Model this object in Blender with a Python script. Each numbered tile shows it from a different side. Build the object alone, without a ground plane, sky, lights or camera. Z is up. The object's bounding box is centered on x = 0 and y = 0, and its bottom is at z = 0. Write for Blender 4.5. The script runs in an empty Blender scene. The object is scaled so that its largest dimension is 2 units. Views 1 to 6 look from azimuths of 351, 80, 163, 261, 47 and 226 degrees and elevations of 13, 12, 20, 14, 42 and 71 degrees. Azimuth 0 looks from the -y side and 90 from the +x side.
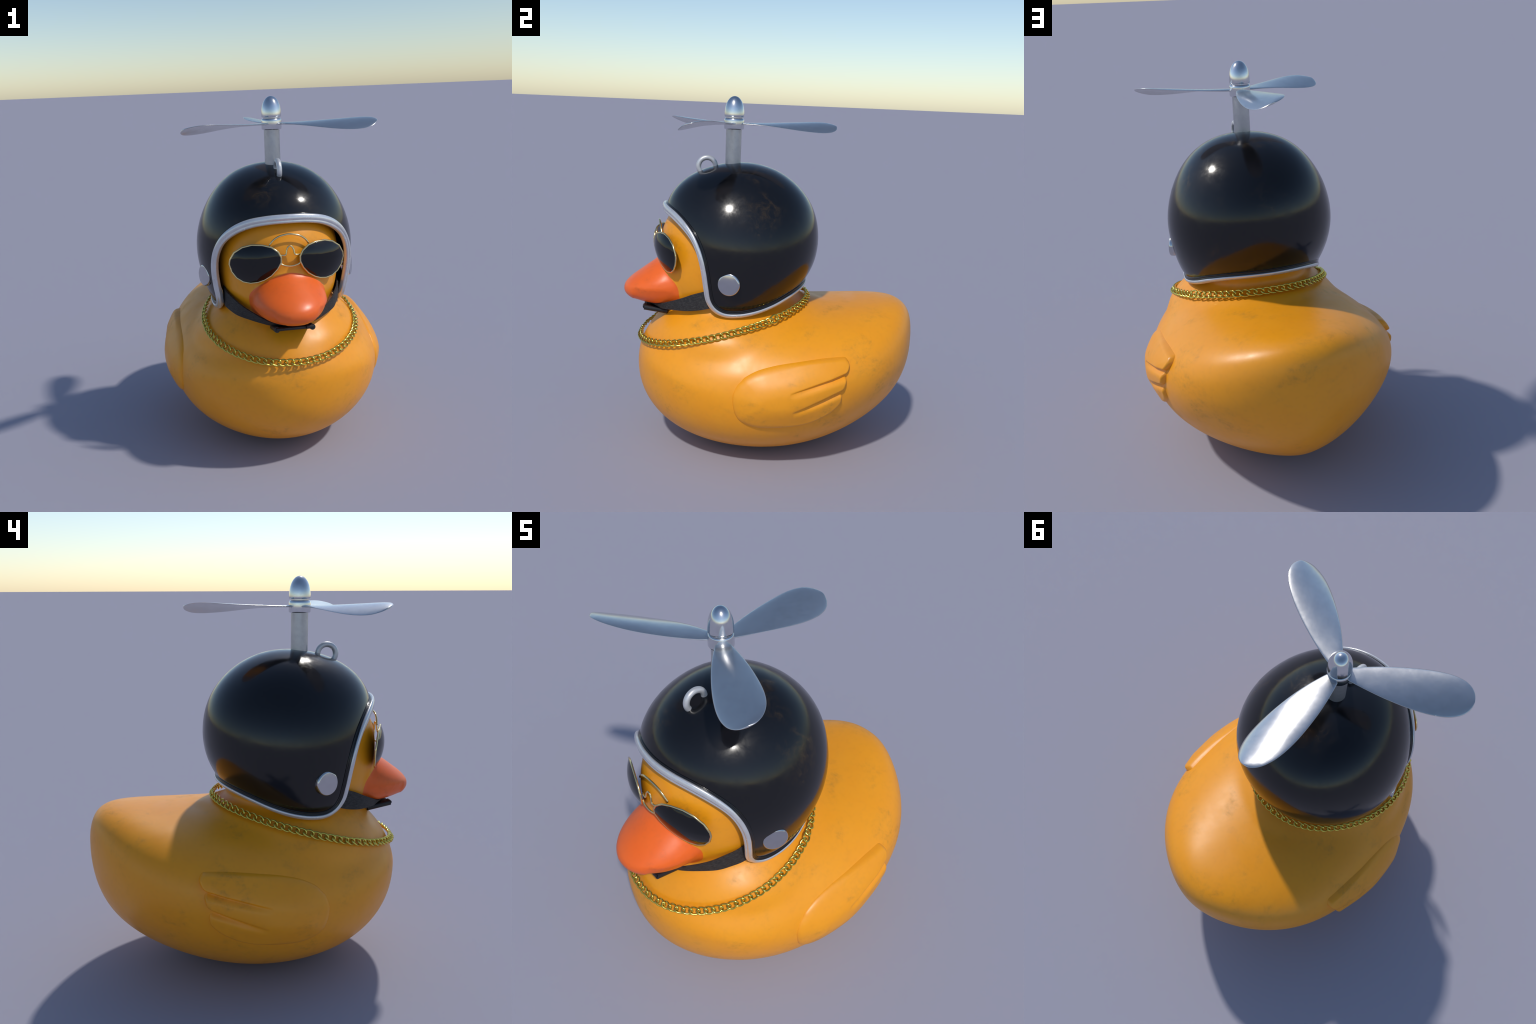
# A rubber duck wearing a glossy helmet with a toy propeller, sunglasses and a gold chain.
import bpy, bmesh, math, random
import numpy as np
from mathutils import Vector, Matrix, Quaternion

random.seed(7)
rng = np.random.default_rng(7)
scene = bpy.context.scene
TAU = math.tau


# ------------------------------------------------------------------ helpers
def spline(c, s):
    """natural cubic through the values c, evenly spaced over s = 0..1"""
    c = np.asarray(c, float)
    s = np.asarray(s, float)
    k = len(c)
    h = 1.0 / (k - 1)
    x = np.linspace(0, 1, k)
    A, r = np.zeros((k, k)), np.zeros(k)
    A[0, 0] = A[-1, -1] = 1
    for i in range(1, k - 1):
        A[i, i - 1:i + 2] = (h / 6, 2 * h / 3, h / 6)
        r[i] = (c[i + 1] - 2 * c[i] + c[i - 1]) / h
    M = np.linalg.solve(A, r)
    i = np.clip((s / h).astype(int), 0, k - 2)
    d0 = s - x[i]
    d1 = h - d0
    return (M[i] * d1 ** 3 + M[i + 1] * d0 ** 3) / (6 * h) + (c[i] / h - M[i] * h / 6) * d1 + (c[i + 1] / h - M[i + 1] * h / 6) * d0


def catmull(points, n, closed=False):
    """smooth curve through control points, resampled to n points of equal spacing"""
    P = np.asarray(points, float)
    if closed:
        P = np.vstack([P[-1], P, P[0], P[1]])
    else:
        P = np.vstack([2 * P[0] - P[1], P, 2 * P[-1] - P[-2]])
    out = []
    t = np.linspace(0, 1, 24, endpoint=False)[:, None]
    for i in range(1, len(P) - 2):
        a, b, c, d = P[i - 1], P[i], P[i + 1], P[i + 2]
        out.append(0.5 * (2 * b + (c - a) * t + (2 * a - 5 * b + 4 * c - d) * t ** 2 + (3 * b - a - 3 * c + d) * t ** 3))
    out.append(P[-2][None])
    return resample(np.vstack(out), n, closed)


def resample(Q, n, closed=False):
    s = np.r_[0, np.cumsum(np.linalg.norm(np.diff(Q, axis=0), axis=1))]
    u = np.linspace(0, s[-1], n, endpoint=not closed)
    return np.stack([np.interp(u, s, Q[:, k]) for k in range(Q.shape[1])], 1)


def mesh_from(name, verts, faces, smooth=True):
    me = bpy.data.meshes.new(name)
    me.from_pydata([tuple(map(float, v)) for v in verts], [], [tuple(map(int, f)) for f in faces])
    if smooth:
        me.polygons.foreach_set("use_smooth", [True] * len(me.polygons))
    me.update()
    return me


def add(name, me, parent=None, mat=None, matrix=None):
    ob = bpy.data.objects.new(name, me)
    scene.collection.objects.link(ob)
    if parent is not None:
        ob.parent = parent
    if matrix is not None:
        ob.matrix_local = matrix
    if mat is not None and me is not None and not me.materials:
        me.materials.append(mat)
    return ob


def fix_normals(me):
    bm = bmesh.new()
    bm.from_mesh(me)
    bmesh.ops.recalc_face_normals(bm, faces=bm.faces)
    bm.to_mesh(me)
    bm.free()


def by_angle(me, deg=40):
    fix_normals(me)
    lim = math.radians(deg)
    bm = bmesh.new()
    bm.from_mesh(me)
    for f in bm.faces:
        f.smooth = True
    for e in bm.edges:
        e.smooth = not (len(e.link_faces) == 2 and e.calc_face_angle(0) > lim)
    bm.to_mesh(me)
    bm.free()


def rings_to_mesh(rings, closed_u=True, cap=True, loop=False):
    """rings: list of (n,3) arrays; joins neighbours with quads, end caps as fans to their centre"""
    n = len(rings[0])
    V = np.vstack(rings)
    F = []
    m = len(rings)
    for i in range(m if loop else m - 1):
        j = (i + 1) % m
        for k in range(n if closed_u else n - 1):
            l = (k + 1) % n
            F.append((i * n + k, i * n + l, j * n + l, j * n + k))
    if cap and not loop:
        c0, c1 = rings[0].mean(0), rings[-1].mean(0)
        V = np.vstack([V, c0, c1])
        for k in range(n):
            l = (k + 1) % n
            F.append((len(V) - 2, l, k))
            F.append((len(V) - 1, (m - 1) * n + k, (m - 1) * n + l))
    return V, F


def tube(path, radius, sides=10, closed=False):
    P = np.asarray(path, float)
    n = len(P)
    T = np.gradient(P, axis=0)
    if closed:
        T = np.roll(P, -1, 0) - np.roll(P, 1, 0)
    T /= np.linalg.norm(T, axis=1)[:, None]
    up = np.array([0.0, 0, 1]) if abs(T[0][2]) < 0.9 else np.array([0.0, 1, 0])
    rings = []
    N = np.cross(T[0], up)
    N /= np.linalg.norm(N)
    for i in range(n):
        N = N - T[i] * (N @ T[i])
        N /= np.linalg.norm(N)
        B = np.cross(T[i], N)
        a = np.arange(sides) * TAU / sides
        rings.append(P[i] + radius * (np.cos(a)[:, None] * N + np.sin(a)[:, None] * B))
    return rings_to_mesh(rings, loop=closed)


def lathe(profile, centre, sides=64):
    a = np.arange(sides) * TAU / sides
    rings = [np.stack([centre[0] + r * np.cos(a), centre[1] + r * np.sin(a), np.full(sides, z)], 1) for r, z in profile]
    return rings_to_mesh(rings)


def merge(parts):
    V, F, o = [], [], 0
    for v, f in parts:
        V.append(np.asarray(v, float))
        F += [tuple(i + o for i in q) for q in f]
        o += len(v)
    return np.vstack(V), F


def smoothstep(a, b, x):
    t = np.clip((np.asarray(x, float) - a) / (b - a), 0, 1)
    return t * t * (3 - 2 * t)


def seg_distance(Q, A, B):
    """least distance of the 2D points Q to the segments A-B"""
    best = np.full(len(Q), 1e9)
    for a, b in zip(A, B):
        d = b - a
        t = np.clip(((Q - a) @ d) / max(d @ d, 1e-12), 0, 1)
        best = np.minimum(best, np.linalg.norm(Q - a - t[:, None] * d, axis=1))
    return best


def inside(Q, poly):
    x, y = Q[:, 0], Q[:, 1]
    c = np.zeros(len(Q), bool)
    for (x0, y0), (x1, y1) in zip(poly, np.roll(poly, -1, 0)):
        if y0 == y1:
            continue
        c ^= ((y0 > y) != (y1 > y)) & (x < (x1 - x0) * (y - y0) / (y1 - y0) + x0)
    return c


def cut_along(bm, field):
    """insert a clean edge loop where field(points) changes sign"""
    bm.verts.ensure_lookup_table()
    P = np.array([v.co[:] for v in bm.verts])
    f = field(P)
    f = np.where(np.abs(f) < 2e-4, 0.0, f)
    val = {v: f[i] for i, v in enumerate(bm.verts)}
    zero = [v for v in bm.verts if val[v] == 0]
    for e in list(bm.edges):
        a, b = e.verts
        if val[a] * val[b] < 0:
            t = val[a] / (val[a] - val[b])
            _, nv = bmesh.utils.edge_split(e, a, t)
            val[nv] = 0.0
            zero.append(nv)
    bmesh.ops.connect_verts(bm, verts=zero)
    bm.normal_update()


# ------------------------------------------------------------------ materials
class Nodes:
    def __init__(self, name):
        self.mat = bpy.data.materials.new(name)
        self.mat.use_nodes = True
        self.t = self.mat.node_tree
        self.bsdf = self.t.nodes["Principled BSDF"]
        self.co = self.t.nodes.new("ShaderNodeTexCoord").outputs["Object"]

    def link(self, a, b):
        self.t.links.new(a, b)

    def mapped(self, scale=(1, 1, 1), loc=(0, 0, 0), rot=(0, 0, 0)):
        n = self.t.nodes.new("ShaderNodeMapping")
        n.inputs["Scale"].default_value = scale
        n.inputs["Location"].default_value = loc
        n.inputs["Rotation"].default_value = rot
        self.link(self.co, n.inputs[0])
        return n.outputs[0]

    def noise(self, scale, detail=4, rough=0.55, vec=None, distortion=0.0):
        n = self.t.nodes.new("ShaderNodeTexNoise")
        n.inputs["Scale"].default_value = scale
        n.inputs["Detail"].default_value = detail
        n.inputs["Roughness"].default_value = rough
        n.inputs["Distortion"].default_value = distortion
        self.link(vec or self.co, n.inputs["Vector"])
        return n.outputs[0]

    def ramp(self, src, lo, hi, a=0.0, b=1.0):
        n = self.t.nodes.new("ShaderNodeMapRange")
        n.interpolation_type = "SMOOTHSTEP"
        for k, v in zip(("From Min", "From Max", "To Min", "To Max"), (lo, hi, a, b)):
            n.inputs[k].default_value = v
        self.link(src, n.inputs["Value"])
        return n.outputs[0]

    def math(self, op, a, b):
        n = self.t.nodes.new("ShaderNodeMath")
        n.operation = op
        for i, v in enumerate((a, b)):
            if isinstance(v, (int, float)):
                n.inputs[i].default_value = v
            else:
                self.link(v, n.inputs[i])
        return n.outputs[0]

    def mix(self, fac, a, b):
        n = self.t.nodes.new("ShaderNodeMix")
        n.data_type = "RGBA"
        if isinstance(fac, (int, float)):
            n.inputs[0].default_value = fac
        else:
            self.link(fac, n.inputs[0])
        for i, v in ((6, a), (7, b)):
            if isinstance(v, tuple):
                n.inputs[i].default_value = (*v, 1)
            else:
                self.link(v, n.inputs[i])
        return n.outputs[2]

    def near(self, point, r0, r1, mirror=False):
        """1 inside r0 of a point, 0 beyond r1; mirror folds the x axis"""
        v = self.co
        if mirror:
            n = self.t.nodes.new("ShaderNodeVectorMath")
            n.operation = "ABSOLUTE"
            s = self.t.nodes.new("ShaderNodeSeparateXYZ")
            c = self.t.nodes.new("ShaderNodeCombineXYZ")
            self.link(v, n.inputs[0])
            s2 = self.t.nodes.new("ShaderNodeSeparateXYZ")
            self.link(n.outputs[0], s.inputs[0])
            self.link(v, s2.inputs[0])
            self.link(s.outputs[0], c.inputs[0])
            self.link(s2.outputs[1], c.inputs[1])
            self.link(s2.outputs[2], c.inputs[2])
            v = c.outputs[0]
        d = self.t.nodes.new("ShaderNodeVectorMath")
        d.operation = "DISTANCE"
        self.link(v, d.inputs[0])
        d.inputs[1].default_value = point
        return self.ramp(d.outputs["Value"], r0, r1, 1, 0)

    def bump(self, src, strength, dist):
        n = self.t.nodes.new("ShaderNodeBump")
        n.inputs["Strength"].default_value = strength
        n.inputs["Distance"].default_value = dist
        self.link(src, n.inputs["Height"])
        self.link(n.outputs[0], self.bsdf.inputs["Normal"])

    def set(self, **kw):
        for k, v in kw.items():
            s = self.bsdf.inputs[k.replace("_", " ")]
            if isinstance(v, tuple):
                s.default_value = (*v, 1)
            elif isinstance(v, (int, float)):
                s.default_value = v
            else:
                self.link(v, s)
        return self.mat


def rubber(name, base, deep, grime, amount=0.5, patches=()):
    """moulded rubber: soft gloss, fine mottling all over, cloudy grey-green scuffs here and there"""
    m = Nodes(name)
    mott = m.ramp(m.noise(6.5, 3), 0.35, 0.7)
    col = m.mix(m.math("MULTIPLY", mott, 0.35), base, deep)
    fine = m.ramp(m.noise(34, 5, 0.6), 0.45, 0.75)
    col = m.mix(m.math("MULTIPLY", fine, 0.10 * amount), col, grime)
    where = m.ramp(m.noise(3.9, 3, 0.6, vec=m.mapped(loc=(3.1, 1.7, 0.4))), 0.48, 0.68)
    for p, r0, r1, w in patches:
        where = m.math("MAXIMUM", where, m.math("MULTIPLY", m.near(p, r0, r1, True), w))
    cloud = m.ramp(m.noise(12, 8, 0.68, m.mapped(scale=(1, 1.0, 1.5), rot=(0.5, 0.2, 0.4)), 0.3), 0.42, 0.74)
    speck = m.ramp(m.noise(52, 4, 0.6), 0.34, 0.72, 0.35, 1.0)
    fac = m.math("MULTIPLY", m.math("MULTIPLY", where, cloud), speck)
    col = m.mix(m.math("MULTIPLY", fac, amount), col, grime)
    rough = m.math("ADD", m.ramp(m.noise(9, 5), 0.3, 0.7, 0.34, 0.43), m.math("MULTIPLY", fac, 0.12))
    m.bump(m.noise(120, 3), 0.04, 0.002)
    return m.set(Base_Color=col, Roughness=rough, Specular_IOR_Level=0.5)


M_YELLOW = rubber("yellow_rubber", (0.93, 0.352, 0.009), (0.91, 0.318, 0.005), (0.22, 0.130, 0.03), 0.50,
                  patches=(((0.60, -0.16, 0.40), 0.02, 0.13, 1.0), ((0.52, 0.24, 0.60), 0.0, 0.06, 0.8)))
M_ORANGE = rubber("orange_rubber", (0.95, 0.150, 0.014), (0.91, 0.126, 0.009), (0.34, 0.085, 0.02), 0.5)


def black_gloss():
    """deep gloss with finger smudges in the sheen and a few dusty brown traces"""
    m = Nodes("black_gloss_paint")
    where = m.ramp(m.noise(3.6, 2, vec=m.mapped(loc=(0.3, 5.2, 1.1))), 0.52, 0.68)
    where = m.math("MAXIMUM", where, m.near((-0.11, -0.50, 1.50), 0.02, 0.13))
    fine = m.ramp(m.noise(15, 9, 0.72, distortion=0.8), 0.44, 0.74)
    fac = m.math("MULTIPLY", where, fine)
    col = m.mix(m.math("MULTIPLY", fac, 0.5), (0.0055, 0.0055, 0.0065), (0.070, 0.042, 0.014))
    smudge = m.ramp(m.noise(11, 8, 0.7, distortion=0.4), 0.36, 0.68, 0.11, 0.22)
    rough = m.math("ADD", smudge, m.math("MULTIPLY", fac, 0.10))
    return m.set(Base_Color=col, Roughness=rough, Specular_IOR_Level=0.5)


def metal(name, col, dark, r0, r1, spots=0.0, scale=26, full=1.0):
    m = Nodes(name)
    n = m.ramp(m.noise(scale, 6, 0.6), 0.35, 0.7)
    c = m.mix(n, col, dark)
    if spots:
        sp = m.ramp(m.noise(75, 3), 0.66, 0.74, 0, spots)
        c = m.mix(sp, c, tuple(v * 0.35 for v in dark))
    rough = m.ramp(m.noise(scale * 0.8, 7, 0.65), 0.35, 0.7, r0, r1)
    return m.set(Base_Color=c, Metallic=full, Roughness=rough)


def plain(name, col, rough, **kw):
    m = Nodes(name)
    return m.set(Base_Color=col, Roughness=rough, **kw)


M_BLACK = black_gloss()
M_LINER = plain("black_liner", (0.006, 0.006, 0.006), 0.9)
M_BLADE = metal("brushed_steel", (0.62, 0.62, 0.62), (0.585, 0.585, 0.585), 0.21, 0.25, 0.10, full=0.92)
M_CHROME = metal("polished_steel", (0.72, 0.73, 0.74), (0.66, 0.67, 0.68), 0.13, 0.19)
M_TRIM = metal("chrome_trim", (0.70, 0.70, 0.71), (0.64, 0.64, 0.65), 0.20, 0.28, full=0.55)
M_POST = metal("dull_steel", (0.58, 0.58, 0.58), (0.52, 0.52, 0.53), 0.30, 0.40, 0.35, full=0.7)
M_DISC = metal("disc_steel", (0.57, 0.57, 0.58), (0.54, 0.54, 0.55), 0.13, 0.18)
M_RING = metal("ring_steel", (0.66, 0.66, 0.67), (0.60, 0.60, 0.61), 0.34, 0.42, full=0.45)
M_RIM = metal("pale_gold", (0.84, 0.69, 0.36), (0.77, 0.61, 0.29), 0.12, 0.2)
M_GOLD = metal("chain_gold", (0.74, 0.62, 0.13), (0.62, 0.52, 0.10), 0.16, 0.26)
M_DARK_BAND = plain("glossy_black_band", (0.006, 0.006, 0.007), 0.16)
M_LENS = plain("dark_glass", (0.003, 0.003, 0.0035), 0.07, Specular_IOR_Level=0.5)


def webbing():
    m = Nodes("black_webbing")
    n = m.noise(60, 6, 0.7, m.mapped(scale=(1, 1, 3)))
    col = m.mix(m.ramp(n, 0.35, 0.7), (0.012, 0.012, 0.013), (0.045, 0.043, 0.042))
    m.bump(m.noise(230, 2), 0.4, 0.002)
    return m.set(Base_Color=col, Roughness=0.72)


M_STRAP = webbing()
M_BUCKLE = plain("black_plastic", (0.012, 0.012, 0.014), 0.42)

# ------------------------------------------------------------------ top level
duck = bpy.data.objects.new("rubber_duck", None)
scene.collection.objects.link(duck)
duck["label"] = "yellow rubber duck with black propeller helmet, sunglasses and gold chain"
duck["category"] = "rubber duck"

# ------------------------------------------------------------------ torso profile (breast s = 0 ... tail s = 1)
YC, LEN, Z_BREAST, Z_TAIL = 0.041, 0.810, 0.473, 0.653
WIDTH = [0.658, 0.656, 0.630, 0.639, 0.630, 0.497]
CROWN = [0.723, 0.385, 0.311, 0.276, 0.408, 0.810]
KEEL = [0.629, 0.602, 0.562, 0.580, 0.662, 0.805]
WAIST = [0.233, -0.087, -0.058, -0.043]
EXP_UP = [1.55, 1.80, 2.05, 2.28, 2.50]
EXP_LOW = [2.26, 2.04, 2.05, 1.67, 2.25]


def torso_section(th):
    s = th / np.pi
    sn = np.sin(th)
    ze = Z_BREAST + (Z_TAIL - Z_BREAST) * s
    return (YC - LEN * np.cos(th), sn * spline(WIDTH, s), ze + sn * spline(CROWN, s), ze - sn * spline(KEEL, s),
            ze + sn * spline(WAIST, s), spline(EXP_UP, s), spline(EXP_LOW, s))


def torso_mesh(ns=90, nt=96):
    th = np.linspace(0.02, np.pi - 0.02, ns)
    y, w, top, bot, mid, nu, nl = torso_section(th)
    t = np.arange(nt) * TAU / nt
    c, si = np.cos(t), np.sin(t)
    rings = []
    for i in range(ns):
        n = np.where(si >= 0, nu[i], nl[i])
        x = w[i] * np.sign(c) * np.abs(c) ** (2 / n)
        q = np.abs(si) ** (2 / n)
        z = np.where(si >= 0, mid[i] + (top[i] - mid[i]) * q, mid[i] - (mid[i] - bot[i]) * q)
        rings.append(np.stack([x, np.full(nt, y[i]), z], 1))
    return rings_to_mesh(rings)


def torso_x(y, z):
    """half width of the torso at a point of its side view"""
    y, z = np.asarray(y, float), np.asarray(z, float)
    th = np.arccos(np.clip((YC - y) / LEN, -0.999, 0.999))
    _, w, top, bot, mid, nu, nl = torso_section(th)
    up = z >= mid
    q = np.where(up, (z - mid) / np.maximum(top - mid, 1e-6), (mid - z) / np.maximum(mid - bot, 1e-6))
    n = np.where(up, nu, nl)
    return w * np.clip(1 - np.clip(q, 0, 1) ** n, 0, 1) ** (1 / n)


def neck_mesh():
    rings = []
    a = np.arange(80) * TAU / 80
    # height, half width, reach to the breast, reach to the back
    for z, rx, fy, by in ((0.62, 0.46, 0.44, 0.42), (0.66, 0.490, 0.495, 0.46), (0.69, 0.484, 0.498, 0.48), (0.72, 0.468, 0.474, 0.50), (0.755, 0.442, 0.442, 0.525),
                          (0.80, 0.390, 0.398, 0.58), (0.835, 0.346, 0.362, 0.55), (0.860, 0.296, 0.332, 0.47), (0.880, 0.255, 0.320, 0.33), (0.93, 0.245, 0.31, 0.25),
                          (1.00, 0.245, 0.31, 0.25), (1.08, 0.245, 0.31, 0.25)):
        y = np.where(np.sin(a) < 0, fy, by) * np.sin(a)
        cx = np.sign(np.cos(a)) * np.abs(np.cos(a)) ** np.where(np.sin(a) < 0, 1.0, 1.3)     # the nape narrows to the back
        rings.append(np.stack([rx * cx, -0.21 + y, np.full(80, z)], 1))
    return rings_to_mesh(rings)


HEAD_C, HEAD_S = np.array([0, -0.25, 1.13]), (0.345, 0.406, 0.38, 0.51)


def head_mesh(nu=64, nv=96):
    rings = []
    b = np.arange(nv) * TAU / nv
    e = 2 / 2.1
    for p in np.linspace(0.03, np.pi - 0.03, nu):
        cz = math.cos(p)
        k = math.sin(p) ** e
        zz = np.sign(cz) * abs(cz) ** e * (HEAD_S[2] if cz > 0 else HEAD_S[3])
        x = HEAD_S[0] * k * np.sign(np.cos(b)) * np.abs(np.cos(b)) ** e
        y = HEAD_S[1] * k * np.sign(np.sin(b)) * np.abs(np.sin(b)) ** e
        rings.append(np.stack([x, y, np.full(nv, zz)], 1) + HEAD_C)
    return rings_to_mesh(rings)


# beak sections: y, half width, z of the widest line, top, bottom
BEAK = [(-0.45, 0.200, 0.955, 1.120, 0.828), (-0.57, 0.200, 0.955, 1.120, 0.826), (-0.63, 0.198, 0.953, 1.110, 0.826),
        (-0.68, 0.189, 0.948, 1.074, 0.829), (-0.73, 0.169, 0.942, 1.038, 0.834), (-0.772, 0.144, 0.936, 1.007, 0.844),
        (-0.808, 0.113, 0.928, 0.980, 0.857), (-0.834, 0.079, 0.921, 0.955, 0.873), (-0.849, 0.044, 0.915, 0.935, 0.891),
        (-0.8545, 0.013, 0.912, 0.919, 0.904)]


def beak_shape(c, si, w, zm, zt, zb):
    n = np.where(si >= 0, 1.65 + 0.35 * (1 - w / 0.2), 2.15 + 0.35 * w / 0.2)
    q = np.abs(si) ** (2 / n)
    return w * np.sign(c) * np.abs(c) ** (2 / n), np.where(si >= 0, zm + (zt - zm) * q, zm - (zm - zb) * q)


def beak_mesh():
    B = catmull(BEAK, 60)
    t = np.arange(80) * TAU / 80
    rings = []
    for y, w, zm, zt, zb in B:
        x, z = beak_shape(np.cos(t), np.sin(t), w, zm, zt, zb)
        rings.append(np.stack([x, np.full(80, y), z], 1))
    return rings_to_mesh(rings)


def beak_field(P):
    """negative inside the base outline of the beak, in front of the face"""
    w, zm, zt, zb = 0.208, 0.962, 1.100, 0.805
    dz = P[:, 2] - zm
    n = np.where(dz >= 0, 1.62, 2.6)
    r = (np.abs(P[:, 0]) / w) ** n + (np.abs(dz) / np.where(dz >= 0, zt - zm, zm - zb)) ** n
    f = (r ** (1 / n) - 1) * 0.18
    return np.where(P[:, 1] > -0.50, np.maximum(f, P[:, 1] + 0.52), f)


# ------------------------------------------------------------------ one smooth body, then separated by region
def build_body():
    me = bpy.data.meshes.new("body_union")
    bm = bmesh.new()
    for v, f in (torso_mesh(), neck_mesh(), head_mesh(), beak_mesh()):
        tmp = mesh_from("part", v, f)
        fix_normals(tmp)
        bm.from_mesh(tmp)
        bpy.data.meshes.remove(tmp)
    bm.to_mesh(me)
    bm.free()
    ob = bpy.data.objects.new("body_union", me)
    scene.collection.objects.link(ob)
    r = ob.modifiers.new("union", "REMESH")
    r.mode, r.voxel_size = "VOXEL", 0.011
    s = ob.modifiers.new("soften", "SMOOTH")
    s.factor, s.iterations = 0.5, 14
    dg = bpy.context.evaluated_depsgraph_get()
    full = bpy.data.meshes.new_from_object(ob.evaluated_get(dg))
    bpy.data.objects.remove(ob)

    bm = bmesh.new()
    bm.from_mesh(full)
    collar = [v for v in bm.verts if 0.48 < v.co.z < 0.93 and -0.80 < v.co.y < 0.36 and abs(v.co.x) < 0.62]
    before = [v.co.copy() for v in collar]
    for _ in range(60):                     # melt the neck into the shoulders
        bmesh.ops.smooth_vert(bm, verts=collar, factor=0.5, use_axis_x=True, use_axis_y=True, use_axis_z=True)
    for v, c in zip(collar, before):        # full strength at the neck, fading out down the flanks and along the back
        w = float(smoothstep(0.48, 0.66, c.z) * smoothstep(0.36, 0.16, c.y))
        v.co = c.lerp(v.co, w)
    lo = min(v.co.z for v in bm.verts)
    for v in bm.verts:                      # stand it exactly on the ground
        if v.co.z < 0.2:
            v.co.z -= lo * (1 - v.co.z / 0.2)
    fields = {
        "head": lambda P: 0.885 + 0.25 * (P[:, 1] + 0.2) - P[:, 2],
        "neck": lambda P: 0.800 + 0.25 * (P[:, 1] + 0.2) - P[:, 2],
        "tail": lambda P: 0.60 - P[:, 1] - 0.25 * (P[:, 2] - 0.6),
    }
    cut_along(bm, beak_field)
    for f in fields.values():
        cut_along(bm, f)
    bmesh.ops.triangulate(bm, faces=[f for f in bm.faces if len(f.verts) > 4])
    bm.normal_update()
    bm.verts.ensure_lookup_table()
    bm.verts.index_update()
    normals = [v.normal.copy() for v in bm.verts]
    C = np.array([f.calc_center_median()[:] for f in bm.faces])
    up = fields["neck"](C) < 0
    kind = np.where(fields["tail"](C) < 0, 4, 0)
    kind = np.where(up & (np.abs(C[:, 0]) < 0.48) & (C[:, 1] < 0.25), 1, kind)
    kind = np.where((fields["head"](C) < 0) & (C[:, 1] < 0.25), 2, kind)
    kind = np.where(beak_field(C) < 0, 3, kind)
    faces = [[v.index for v in f.verts] for f in bm.faces]
    co = [v.co.copy() for v in bm.verts]
    bm.free()
    bpy.data.meshes.remove(full)
    for k, (name, mat) in enumerate((("torso", M_YELLOW), ("neck", M_YELLOW), ("head", M_YELLOW), ("beak", M_ORANGE), ("tail", M_YELLOW))):
        sel = [faces[i] for i in np.nonzero(kind == k)[0]]
        used = sorted({i for f in sel for i in f})
        new = {old: i for i, old in enumerate(used)}
        me = mesh_from(name, [co[i] for i in used], [[new[i] for i in f] for f in sel])
        me.normals_split_custom_set_from_vertices([normals[i] for i in used])
        add(name, me, duck, mat)


build_body()

# ------------------------------------------------------------------ wings
# side view outline (y, z): round shoulder in front, three feather tips behind
WING = [(-0.217, 0.574), (-0.161, 0.603), (-0.100, 0.622), (-0.030, 0.637), (0.061, 0.650), (0.130, 0.659), (0.200, 0.666), (0.285, 0.670),
        (0.306, 0.668), (0.318, 0.656), (0.325, 0.640), (0.317, 0.614), (0.301, 0.590), (0.304, 0.572), (0.303, 0.554), (0.294, 0.524), (0.278, 0.502),
        (0.283, 0.482), (0.284, 0.462), (0.281, 0.437), (0.258, 0.406), (0.213, 0.369), (0.135, 0.329), (0.040, 0.307), (-0.045, 0.299), (-0.130, 0.297),
        (-0.188, 0.309), (-0.236, 0.333), (-0.265, 0.369), (-0.282, 0.427), (-0.283, 0.480), (-0.263, 0.527), (-0.240, 0.552)]
GROOVES = [((0.305, 0.592), (0.005, 0.507)), ((0.280, 0.502), (0.022, 0.401))]


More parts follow.
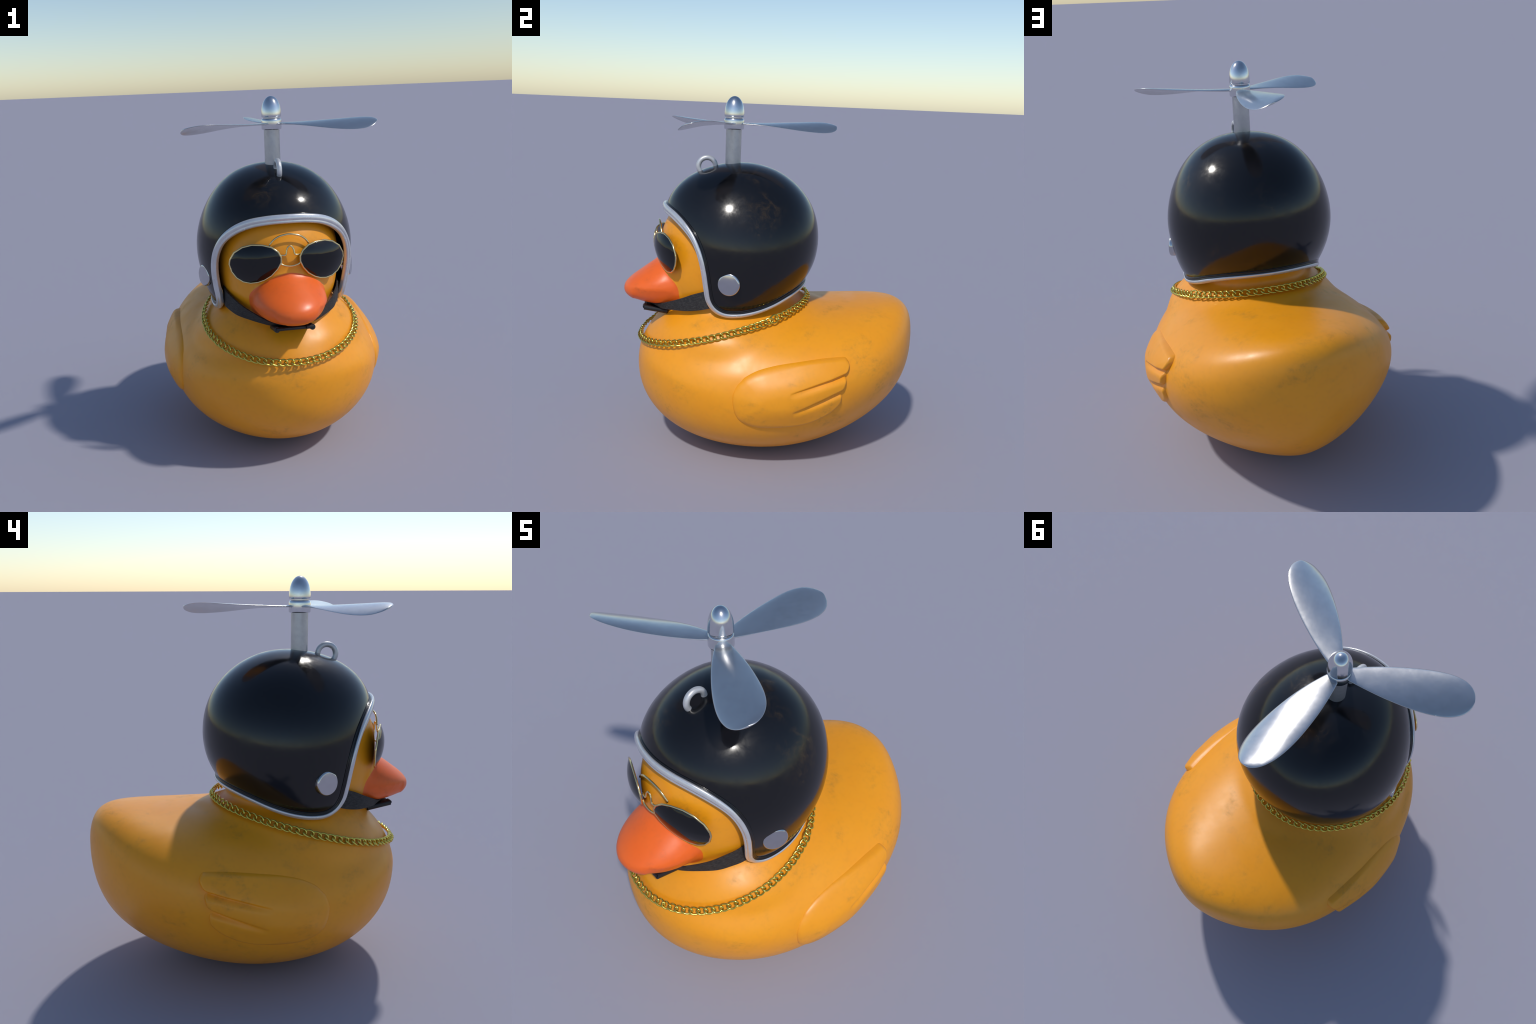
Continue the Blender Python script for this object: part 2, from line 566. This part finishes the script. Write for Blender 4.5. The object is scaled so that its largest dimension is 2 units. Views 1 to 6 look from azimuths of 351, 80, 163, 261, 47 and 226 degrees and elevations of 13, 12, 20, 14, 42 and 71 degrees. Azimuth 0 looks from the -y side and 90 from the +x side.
def wing_mesh():
    O = catmull(WING, 260, True)
    O[:, 0] += 0.010 * smoothstep(0.0, 0.28, O[:, 0])
    c = np.array([-0.02, 0.480])
    fr = np.r_[np.linspace(0.04, 0.82, 34), np.linspace(0.84, 1.0, 17)]
    rings2 = [c + (O - c) * r for r in fr]
    Q = np.vstack(rings2)
    d = seg_distance(Q, O, np.roll(O, -1, 0))
    d[-len(O):] = 0
    front = 1 - smoothstep(-0.10, 0.10, Q[:, 0])
    thick = 0.019 + 0.013 * smoothstep(-0.05, 0.28, Q[:, 0]) * smoothstep(0.42, 0.60, Q[:, 1])
    r = 0.014 + 0.024 * front                # soft shoulder in front, crisper tips behind
    h = thick * (1 - (1 - np.clip(d / r, 0, 1)) ** 2.4) ** 0.5 + (0.010 + 0.012 * (1 - smoothstep(0.02, 0.20, Q[:, 0]))) * smoothstep(0, 0.14, d)
    for a, b in GROOVES:                     # each feather steps down under the one above it
        a, b = np.array(a), np.array(b)
        u = (b - a) / np.linalg.norm(b - a)
        nrm = np.array([u[1], -u[0]])
        if nrm[1] < 0:
            nrm = -nrm
        t = (Q - a) @ u / np.linalg.norm(b - a)
        e = (Q - a) @ nrm                    # above the groove: positive
        fade = np.clip(1 - t, 0, 1) ** 0.55
        side = np.where(e >= 0, np.exp(-(e / 0.0065) ** 2), np.exp(-(e / 0.019) ** 2))
        h -= 0.024 * fade * side * (t > -0.3)
    x = torso_x(Q[:, 0], Q[:, 1]) + np.maximum(h, 0.0) - 0.004
    V = np.stack([x, Q[:, 0], Q[:, 1]], 1)
    m = len(O)
    skirt = V[-m:].copy()
    skirt[:, 0] -= 0.03
    V = np.vstack([V, skirt, V[:m].mean(0)])
    F = []
    for i in range(len(fr)):
        for k in range(m):
            l = (k + 1) % m
            F.append((i * m + k, i * m + l, (i + 1) * m + l, (i + 1) * m + k))
    F += [(len(V) - 1, (k + 1) % m, k) for k in range(m)]
    F.append(tuple((len(fr)) * m + k for k in range(m)))
    return V, F


V, F = wing_mesh()
for s in (1, -1):
    me = mesh_from("wing", V * [s, 1, 1], F if s > 0 else [f[::-1] for f in F])
    by_angle(me, 60)
    add("wing", me, duck, M_YELLOW)

# ------------------------------------------------------------------ helmet
HC, HS = np.array([0, -0.19, 1.20]), np.array([0.4476, 0.444, 0.4365])


def helmet_drop(y, q):
    """towards the lower edge the cheeks hang straighter than a ball"""
    return 1 - 0.46 * (1 - smoothstep(-0.36, 0.26, y)) * smoothstep(-0.10, 0.70, np.abs(q))


# half extents of the shell from crown (0) to below the rim (1)
SHELL_SIDE = [0.520, 0.463, 0.437, 0.441, 0.456, 0.458]
SHELL_FRONT = [0.500, 0.516, 0.490, 0.452, 0.463, 0.480]
SHELL_BACK = [0.480, 0.456, 0.452, 0.443, 0.432, 0.394]


def helmet_f(P):
    x, y, z = (P - HC).T
    g = np.where(z < 0, np.sqrt(helmet_drop(P[:, 1], z / HS[2])), 1.0)
    c = np.clip(z * g / HS[2], -0.98, 1.5)
    phi = np.arccos(np.clip(c, -1, 1))
    s = np.clip(phi / 2.45, 0, 1)
    ry = np.where(y < 0, spline(SHELL_FRONT, s), spline(SHELL_BACK, s))
    r = (x / spline(SHELL_SIDE, s)) ** 2 + (y / ry) ** 2
    return r + c ** 2 - 1


def on_helmet(P):
    lo, hi = np.full(len(P), 0.5), np.full(len(P), 1.5)
    for _ in range(40):
        mid = (lo + hi) / 2
        out = helmet_f(HC + (P - HC) * mid[:, None]) > 0
        hi = np.where(out, mid, hi)
        lo = np.where(out, lo, mid)
    return HC + (P - HC) * lo[:, None]


def helmet_normal(P):
    e = 1e-4
    g = np.stack([(helmet_f(P + e * np.eye(3)[k]) - helmet_f(P - e * np.eye(3)[k])) for k in range(3)], 1)
    return g / np.linalg.norm(g, axis=1)[:, None]


# rim of the shell on the duck's left, from brow to nape
EDGE = [(0, -0.605, 1.372), (0.10, -0.592, 1.367), (0.19, -0.562, 1.350), (0.265, -0.528, 1.317), (0.320, -0.492, 1.270),
        (0.352, -0.462, 1.212), (0.366, -0.440, 1.148), (0.367, -0.424, 1.080), (0.360, -0.412, 1.005), (0.350, -0.398, 0.930),
        (0.345, -0.365, 0.880), (0.343, -0.310, 0.858), (0.345, -0.235, 0.862), (0.338, -0.150, 0.881), (0.318, -0.055, 0.905),
        (0.283, 0.035, 0.929), (0.215, 0.115, 0.949), (0.115, 0.165, 0.963), (0, 0.180, 0.968)]
half = np.array(EDGE)
whole = np.vstack([half, (half[1:-1] * [-1, 1, 1])[::-1]])
RIM = on_helmet(catmull(whole, 320, True))


def build_helmet():
    bm = bmesh.new()
    bmesh.ops.create_icosphere(bm, subdivisions=6, radius=1)
    for v in bm.verts:
        v.co = Vector(HC) + Vector((v.co.x * HS[0], v.co.y * HS[1], v.co.z * HS[2]))
    P = on_helmet(np.array([v.co[:] for v in bm.verts]))
    for v, p in zip(bm.verts, P):
        v.co = p
    side = on_helmet(catmull(half, 200))[:, 1:]
    poly = np.vstack([[-3, side[0][1]], side, [3, side[-1][1]], [3, 4], [-3, 4]])
    line = np.vstack([[-3, side[0][1]], side, [3, side[-1][1]]])

    def field(P):
        q = P[:, 1:]
        d = seg_distance(q, line[:-1], line[1:])
        return np.where(inside(q, poly), -d, d)

    cut_along(bm, field)
    f = field(np.array([fc.calc_center_median()[:] for fc in bm.faces]))
    bmesh.ops.delete(bm, geom=[fc for fc, v in zip(list(bm.faces), f) if v > 0], context="FACES")
    bmesh.ops.delete(bm, geom=[v for v in bm.verts if not v.link_faces], context="VERTS")
    bmesh.ops.triangulate(bm, faces=[fc for fc in bm.faces if len(fc.verts) > 4])
    # give the shell its thickness: an inner skin joined along the rim
    P = np.array([v.co[:] for v in bm.verts])
    N = helmet_normal(P)
    bm.verts.index_update()
    outer = [[v.index for v in fc.verts] for fc in bm.faces]
    border = [(e.verts[0].index, e.verts[1].index) for e in bm.edges if len(e.link_faces) == 1]
    bm.free()
    n = len(P)
    V = np.vstack([P, P - 0.022 * N])
    F = outer + [[i + n for i in f[::-1]] for f in outer] + [(a, b, b + n, a + n) for a, b in border]
    me = mesh_from("helmet", V, F)
    me.materials.append(M_BLACK)
    me.materials.append(M_LINER)
    me.polygons.foreach_set("material_index", [0] * len(outer) + [1] * (len(F) - len(outer)))
    by_angle(me, 50)
    return add("helmet", me, duck)


helmet = build_helmet()


def sweep_rim(profile, n, lip):
    """sweep a profile round the rim; profile axes: away from the shell along its surface, outwards"""
    T = np.roll(RIM, -1, 0) - np.roll(RIM, 1, 0)
    T /= np.linalg.norm(T, axis=1)[:, None]
    N = helmet_normal(RIM)
    B = np.cross(T, N)
    B /= np.linalg.norm(B, axis=1)[:, None]
    if B[len(B) // 2] @ np.array([0, 0, -1]) < 0:
        B = -B
    prof = catmull(profile, n, True)
    wide = 0.92 + 0.36 * smoothstep(1.22, 1.36, RIM[:, 2])          # the brow is the broadest part of the lip
    return rings_to_mesh([p + prof[:, :1] * b * (k if lip else 1) + prof[:, 1:] * n * (1 + 0.2 * (k - 1)) for p, b, n, k in zip(RIM, B, N, wide)], loop=True)


DARK_BAND = [(-0.0300, -0.003), (-0.0290, 0.0025), (-0.0265, 0.0036), (-0.0240, 0.0028), (-0.0220, 0.0040), (-0.0200, 0.0070), (-0.0175, 0.0105),
          (-0.0125, 0.0105), (-0.0100, 0.0), (-0.0110, -0.015), (-0.018, -0.021), (-0.027, -0.016)]
LIP = [(-0.0178, 0.0100), (-0.0172, 0.0145), (-0.0130, 0.0180), (-0.0060, 0.0195), (0.0010, 0.0185), (0.0050, 0.0150), (0.0072, 0.0120), (0.0100, 0.0118),
       (0.0150, 0.0105), (0.0182, 0.0060), (0.0190, 0.000), (0.0180, -0.009), (0.0145, -0.0155), (0.0050, -0.0190), (-0.0060, -0.0185), (-0.0150, 0.0)]
for name, prof, mat in (("helmet_dark_band", DARK_BAND, M_DARK_BAND), ("helmet_trim", LIP, M_TRIM)):
    me = mesh_from(name, *sweep_rim(prof, 60, prof is LIP))
    fix_normals(me)
    add(name, me, helmet, mat)

# round discs over the ears
prof = [(0.0, 0.0), (0.050, 0.0), (0.0565, -0.0015), (0.0595, -0.0045), (0.0610, -0.010), (0.0610, -0.05), (0.0, -0.05)]
for s in (1, -1):
    n = Vector((0.922 * s, -0.387, 0.03)).normalized()
    rot = n.to_track_quat("Z", "Y").to_matrix().to_4x4()
    V, F = lathe([(max(r, 0.0004), z) for r, z in prof], (0, 0), 72)
    me = mesh_from("ear_disc", V, F)
    by_angle(me, 50)
    add("ear_disc", me, helmet, M_DISC, Matrix.Translation((0.428 * s, -0.306, 1.032)) @ rot)

# hanging ring near the crown
a = np.arange(64) * TAU / 64
ring = np.stack([np.zeros(64), -0.397 + 0.0475 * np.cos(a), 1.611 + 0.0475 * np.sin(a)], 1)
me = mesh_from("hanging_ring", *tube(ring, 0.0145, 20, True))
fix_normals(me)
add("hanging_ring", me, helmet, M_RING)

# chin strap: upper and lower edge of the band, cheek to chin
UPPER = [(0.318, -0.34, 0.985), (0.318, -0.405, 0.972), (0.310, -0.440, 0.960), (0.288, -0.485, 0.942), (0.254, -0.538, 0.914), (0.203, -0.592, 0.884),
         (0.135, -0.650, 0.852), (0.085, -0.685, 0.838), (0.0, -0.700, 0.832)]
LOWER = [(0.318, -0.33, 0.895), (0.320, -0.375, 0.880), (0.315, -0.410, 0.870), (0.294, -0.452, 0.857), (0.265, -0.508, 0.846), (0.217, -0.562, 0.837),
         (0.150, -0.622, 0.826), (0.095, -0.648, 0.818), (0.0, -0.660, 0.812)]


def strap_mesh():
    U, L = np.array(UPPER), np.array(LOWER)
    U = catmull(np.vstack([U, (U[:-1] * [-1, 1, 1])[::-1]]), 120)
    L = catmull(np.vstack([L, (L[:-1] * [-1, 1, 1])[::-1]]), 120)
    T = np.gradient((U + L) / 2, axis=0)
    N = np.cross(T, U - L)
    N /= np.linalg.norm(N, axis=1)[:, None]
    rings = []
    for u, l, n in zip(U, L, N):
        w = np.linspace(0, 1, 7)[:, None]
        face = l + (u - l) * w
        rings.append(np.vstack([face + n * 0.0045, (face - n * 0.0045)[::-1]]))
    return rings_to_mesh(rings)


me = mesh_from("chin_strap", *strap_mesh())
by_angle(me, 50)
add("chin_strap", me, helmet, M_STRAP)


def box(cx, cy, cz, sx, sy, sz, tilt=0.0, bevel=0.004):
    bm = bmesh.new()
    bmesh.ops.create_cube(bm, size=1)
    for v in bm.verts:
        v.co = Vector((v.co.x * sx, v.co.y * sy, v.co.z * sz))
    bmesh.ops.bevel(bm, geom=list(bm.edges), offset=bevel, segments=3, profile=0.5, affect="EDGES")
    bmesh.ops.transform(bm, verts=bm.verts, matrix=Matrix.Translation((cx, cy, cz)) @ Matrix.Rotation(tilt, 4, "X"))
    bm.verts.index_update()
    out = np.array([v.co[:] for v in bm.verts]), [tuple(v.index for v in f.verts) for f in bm.faces]
    bm.free()
    return out


def buckle_mesh():
    tilt = -0.19
    c = np.array([0, -0.672, 0.8085])
    d = np.array([0, -math.cos(tilt), -math.sin(tilt)])
    parts = [box(0, c[1], c[2], 0.176, 0.122, 0.019, tilt, 0.005)]
    for s in (1, -1):
        parts.append(tube([c + [0.094 * s, 0, 0] - d * 0.062, c + [0.094 * s, 0, 0] + d * 0.068], 0.0155, 18))
        f = c + d * 0.0655
        parts.append(tube([f + [0.099 * s, 0, 0.002], f + [0.062 * s, 0, 0.002]], 0.0105, 14))
    f = c + d * 0.060
    parts.append(box(0, f[1], f[2], 0.130, 0.012, 0.014, tilt, 0.003))
    return merge(parts)


me = mesh_from("buckle", *buckle_mesh())
by_angle(me, 45)
add("buckle", me, helmet, M_BUCKLE)

# ------------------------------------------------------------------ propeller
PX, PY, PZ = 0.0, -0.252, 1.848
me = mesh_from("propeller", *lathe([(0.0435, 1.55), (0.0435, 1.845)], (PX, PY)))
by_angle(me)
propeller = add("propeller", me, duck, M_POST)
hub = [(0.046, 1.8185), (0.0515, 1.8195), (0.0550, 1.8235), (0.0558, 1.829), (0.0556, 1.8665), (0.0548, 1.8725), (0.0525, 1.877), (0.0480, 1.8800), (0.046, 1.8802), (0.046, 1.8885)]
me = mesh_from("hub", *lathe(hub, (PX, PY)))
by_angle(me, 50)
add("hub", me, propeller, M_CHROME)
cap = [(0.047, 1.8865), (0.0525, 1.8872), (0.0545, 1.8890)]
for t in np.sin(np.linspace(0.0, math.pi / 2, 26))[1:-1]:
    cap.append((0.0547 * math.sqrt(1 - t ** 2.5), 1.889 + 0.111 * t))
cap.append((0.0004, 2.0))
me = mesh_from("nose_cap", *lathe(cap, (PX, PY)))
by_angle(me, 50)
add("nose_cap", me, propeller, M_CHROME)


def blade_mesh():
    """blade along +x; flat at the root, pitched towards a broad round tip"""
    R = [0.035, 0.08, 0.14, 0.20, 0.26, 0.32, 0.38, 0.44, 0.49, 0.53, 0.556, 0.572, 0.5815, 0.586, 0.5875]
    W = [0.056, 0.084, 0.116, 0.143, 0.164, 0.180, 0.190, 0.191, 0.180, 0.156, 0.126, 0.094, 0.063, 0.034, 0.008]
    r = catmull(np.stack([R, W], 1), 90)
    rings = []
    for rr, ww in r:
        p = math.radians(20.0) * float(np.clip((rr - 0.04) / 0.50, 0, 1) ** 1.1)
        th = 0.0125 - 0.0055 * rr / 0.587
        th = min(th, ww * 0.6)
        a = np.arange(28) * TAU / 28
        y = ww / 2 * np.sign(np.cos(a)) * np.abs(np.cos(a)) ** 0.9
        z = th / 2 * np.sin(a) * 1.0 + 0.010 * (1 - (2 * y / max(ww, 1e-4)) ** 2) * smoothstep(0.1, 0.4, rr) * ww / 0.17
        z = z - 0.006 * smoothstep(0.1, 0.4, rr) * ww / 0.17
        c, sn = math.cos(p), math.sin(p)
        rings.append(np.stack([np.full(28, rr), y * c - z * sn, y * sn + z * c], 1))
    return rings_to_mesh(rings)


blade = mesh_from("blade", *blade_mesh())
fix_normals(blade)
for ang in (90, 210, 330):
    add("blade", blade, propeller, M_BLADE, Matrix.Translation((PX, PY, PZ + 0.003)) @ Matrix.Rotation(math.radians(ang), 4, "Z"))

# ------------------------------------------------------------------ sunglasses
LENS_C = np.array([0.178, -0.629, 1.156])
LU = np.array([0.9235, 0.3835, 0.0])
LV = np.array([0.030, -0.065, 0.9975])
LV = LV - LU * (LV @ LU)
LV /= np.linalg.norm(LV)
LN = np.cross(LU, LV)
if LN[1] > 0:
    LN = -LN
# aviator outline: (towards the temple, up)
OUT = [(0.138, -0.007), (0.134, 0.017), (0.109, 0.058), (0.064, 0.088), (0.013, 0.102), (-0.044, 0.101), (-0.090, 0.090), (-0.124, 0.065),
       (-0.138, 0.036), (-0.137, 0.009), (-0.118, -0.028), (-0.084, -0.066), (-0.044, -0.092), (-0.010, -0.105), (0.030, -0.111), (0.069, -0.104),
       (0.104, -0.082), (0.128, -0.048)]
OUT = np.array(OUT) * [1.0, 0.965]


def outline_points(per=4):
    """straight facets between the outline's corners, as on a cast wire rim"""
    t = np.arange(per) / per
    return np.vstack([a + (b - a) * t[:, None] for a, b in zip(OUT, np.roll(OUT, -1, 0))])


def lens_mesh():
    O = outline_points()
    rings = []
    S = catmull(OUT, len(O), True)
    for r in np.r_[np.linspace(0.02, 0.96, 18), 1.0]:
        q = (S + (O - S) * r ** 10) * r
        rings.append(LENS_C + q[:, :1] * LU + q[:, 1:] * LV + LN * (0.003 + 0.030 * (1 - r ** 2.1)))
    rings.append(LENS_C + O[:, :1] * LU + O[:, 1:] * LV - LN * 0.003)
    rings.append(LENS_C + (O * 0.5)[:, :1] * LU + (O * 0.5)[:, 1:] * LV + LN * 0.014)
    rings.append(LENS_C + (O * 0.02)[:, :1] * LU + (O * 0.02)[:, 1:] * LV + LN * 0.022)
    return rings_to_mesh(rings)


def flip(v):
    return np.asarray(v) * [-1, 1, 1]


ARC = [(0.104, -0.645, 1.248), (0.085, -0.650, 1.274), (0.055, -0.654, 1.294), (0.020, -0.656, 1.303)]
LOW = [(0.058, -0.672, 1.160), (0.042, -0.675, 1.149), (0.020, -0.677, 1.142)]
NOSE = [(0.054, -0.671, 1.199), (0.030, -0.676, 1.199), (0.022, -0.676, 1.206), (0.018, -0.674, 1.226), (0.010, -0.672, 1.241)]
wires = []
for half_wire, top, rad in ((ARC, (0, -0.657, 1.305), 0.0052), (LOW, (0, -0.6775, 1.140), 0.0048), (NOSE, (0, -0.672, 1.2455), 0.0045)):
    h = np.array(half_wire)
    path = catmull(np.vstack([h, [top], flip(h)[::-1]]), 60)
    wires.append(tube(path, rad, 10))
me = mesh_from("sunglasses", *merge(wires))
fix_normals(me)
glasses = add("sunglasses", me, duck, M_RIM)
V, F = lens_mesh()
rim_path = LENS_C + OUT[:, :1] * LU * 1.012 + OUT[:, 1:] * LV * 1.012
RV, RF = tube(rim_path, 0.0050, 8, True)
for s in (1, -1):
    me = mesh_from("lens", V * [s, 1, 1], F)
    by_angle(me, 55)
    add("lens", me, glasses, M_LENS)
    me = mesh_from("rim", RV * [s, 1, 1], RF)
    by_angle(me, 60)
    add("rim", me, glasses, M_RIM)

# ------------------------------------------------------------------ necklace: curb chain of twisted oval links
N_LINKS = 80


def link_mesh(length, width, wire, twist):
    a = np.arange(36) * TAU / 36
    x, y = length * np.sign(np.cos(a)) * np.abs(np.cos(a)) ** 0.85, width * np.sin(a)
    k = twist * x / length
    path = np.stack([x, y * np.cos(k), y * np.sin(k)], 1)
    return tube(path, wire, 8, True)


def chain_path(t):
    y = 0.482 * np.sin(t)
    x = 0.432 * np.cos(t) * (1 - 0.10 * y)
    z = 0.770 + 0.25 * y - 0.008 * np.clip(-np.sin(t), 0, 1) ** 2
    return np.stack([x, -0.275 + y, z], -1)


dense = chain_path(np.linspace(-math.pi / 2, 1.5 * math.pi, 2001))
beads = resample(dense, N_LINKS, True)
ahead = np.roll(beads, -1, 0) - np.roll(beads, 1, 0)
spacing = np.linalg.norm(ahead, axis=1).mean() / 2
link = mesh_from("link", *link_mesh(spacing * 0.5 + 0.0078, 0.0168, 0.0046, 0.66))
fix_normals(link)
clasp_at = int(N_LINKS * 0.345)
necklace = None


def frame_at(i):
    p = Vector(beads[i])
    x = Vector(ahead[i]).normalized()
    out = Vector((p.x / 0.432 ** 2, (p.y + 0.275) / 0.482 ** 2, 0)).normalized()
    n = (out * 0.80 + Vector((0, 0, 1)) * 0.60)
    n = (n - x * n.dot(x)).normalized()
    y = n.cross(x)
    return p, Matrix((x, y, n)).transposed().to_4x4()


p, R = frame_at(clasp_at)
me = mesh_from("necklace", *link_mesh(0.028, 0.020, 0.0045, 0.15))
fix_normals(me)
necklace = add("necklace", me, duck, M_GOLD)
base = Matrix.Translation(p) @ R @ Matrix.Rotation(0.25, 4, "Z")
necklace.matrix_local = base
for i in range(N_LINKS):
    if i == clasp_at:
        continue
    p, R = frame_at(i)
    wob = Matrix.Rotation(random.uniform(-0.10, 0.10), 4, "X") @ Matrix.Rotation(random.uniform(-0.05, 0.05), 4, "Z")
    off = Vector((random.uniform(-1, 1), random.uniform(-1, 1), random.uniform(-1, 1))) * 0.0008
    add("link", link, necklace, M_GOLD, base.inverted() @ Matrix.Translation(p + off) @ R @ wob)
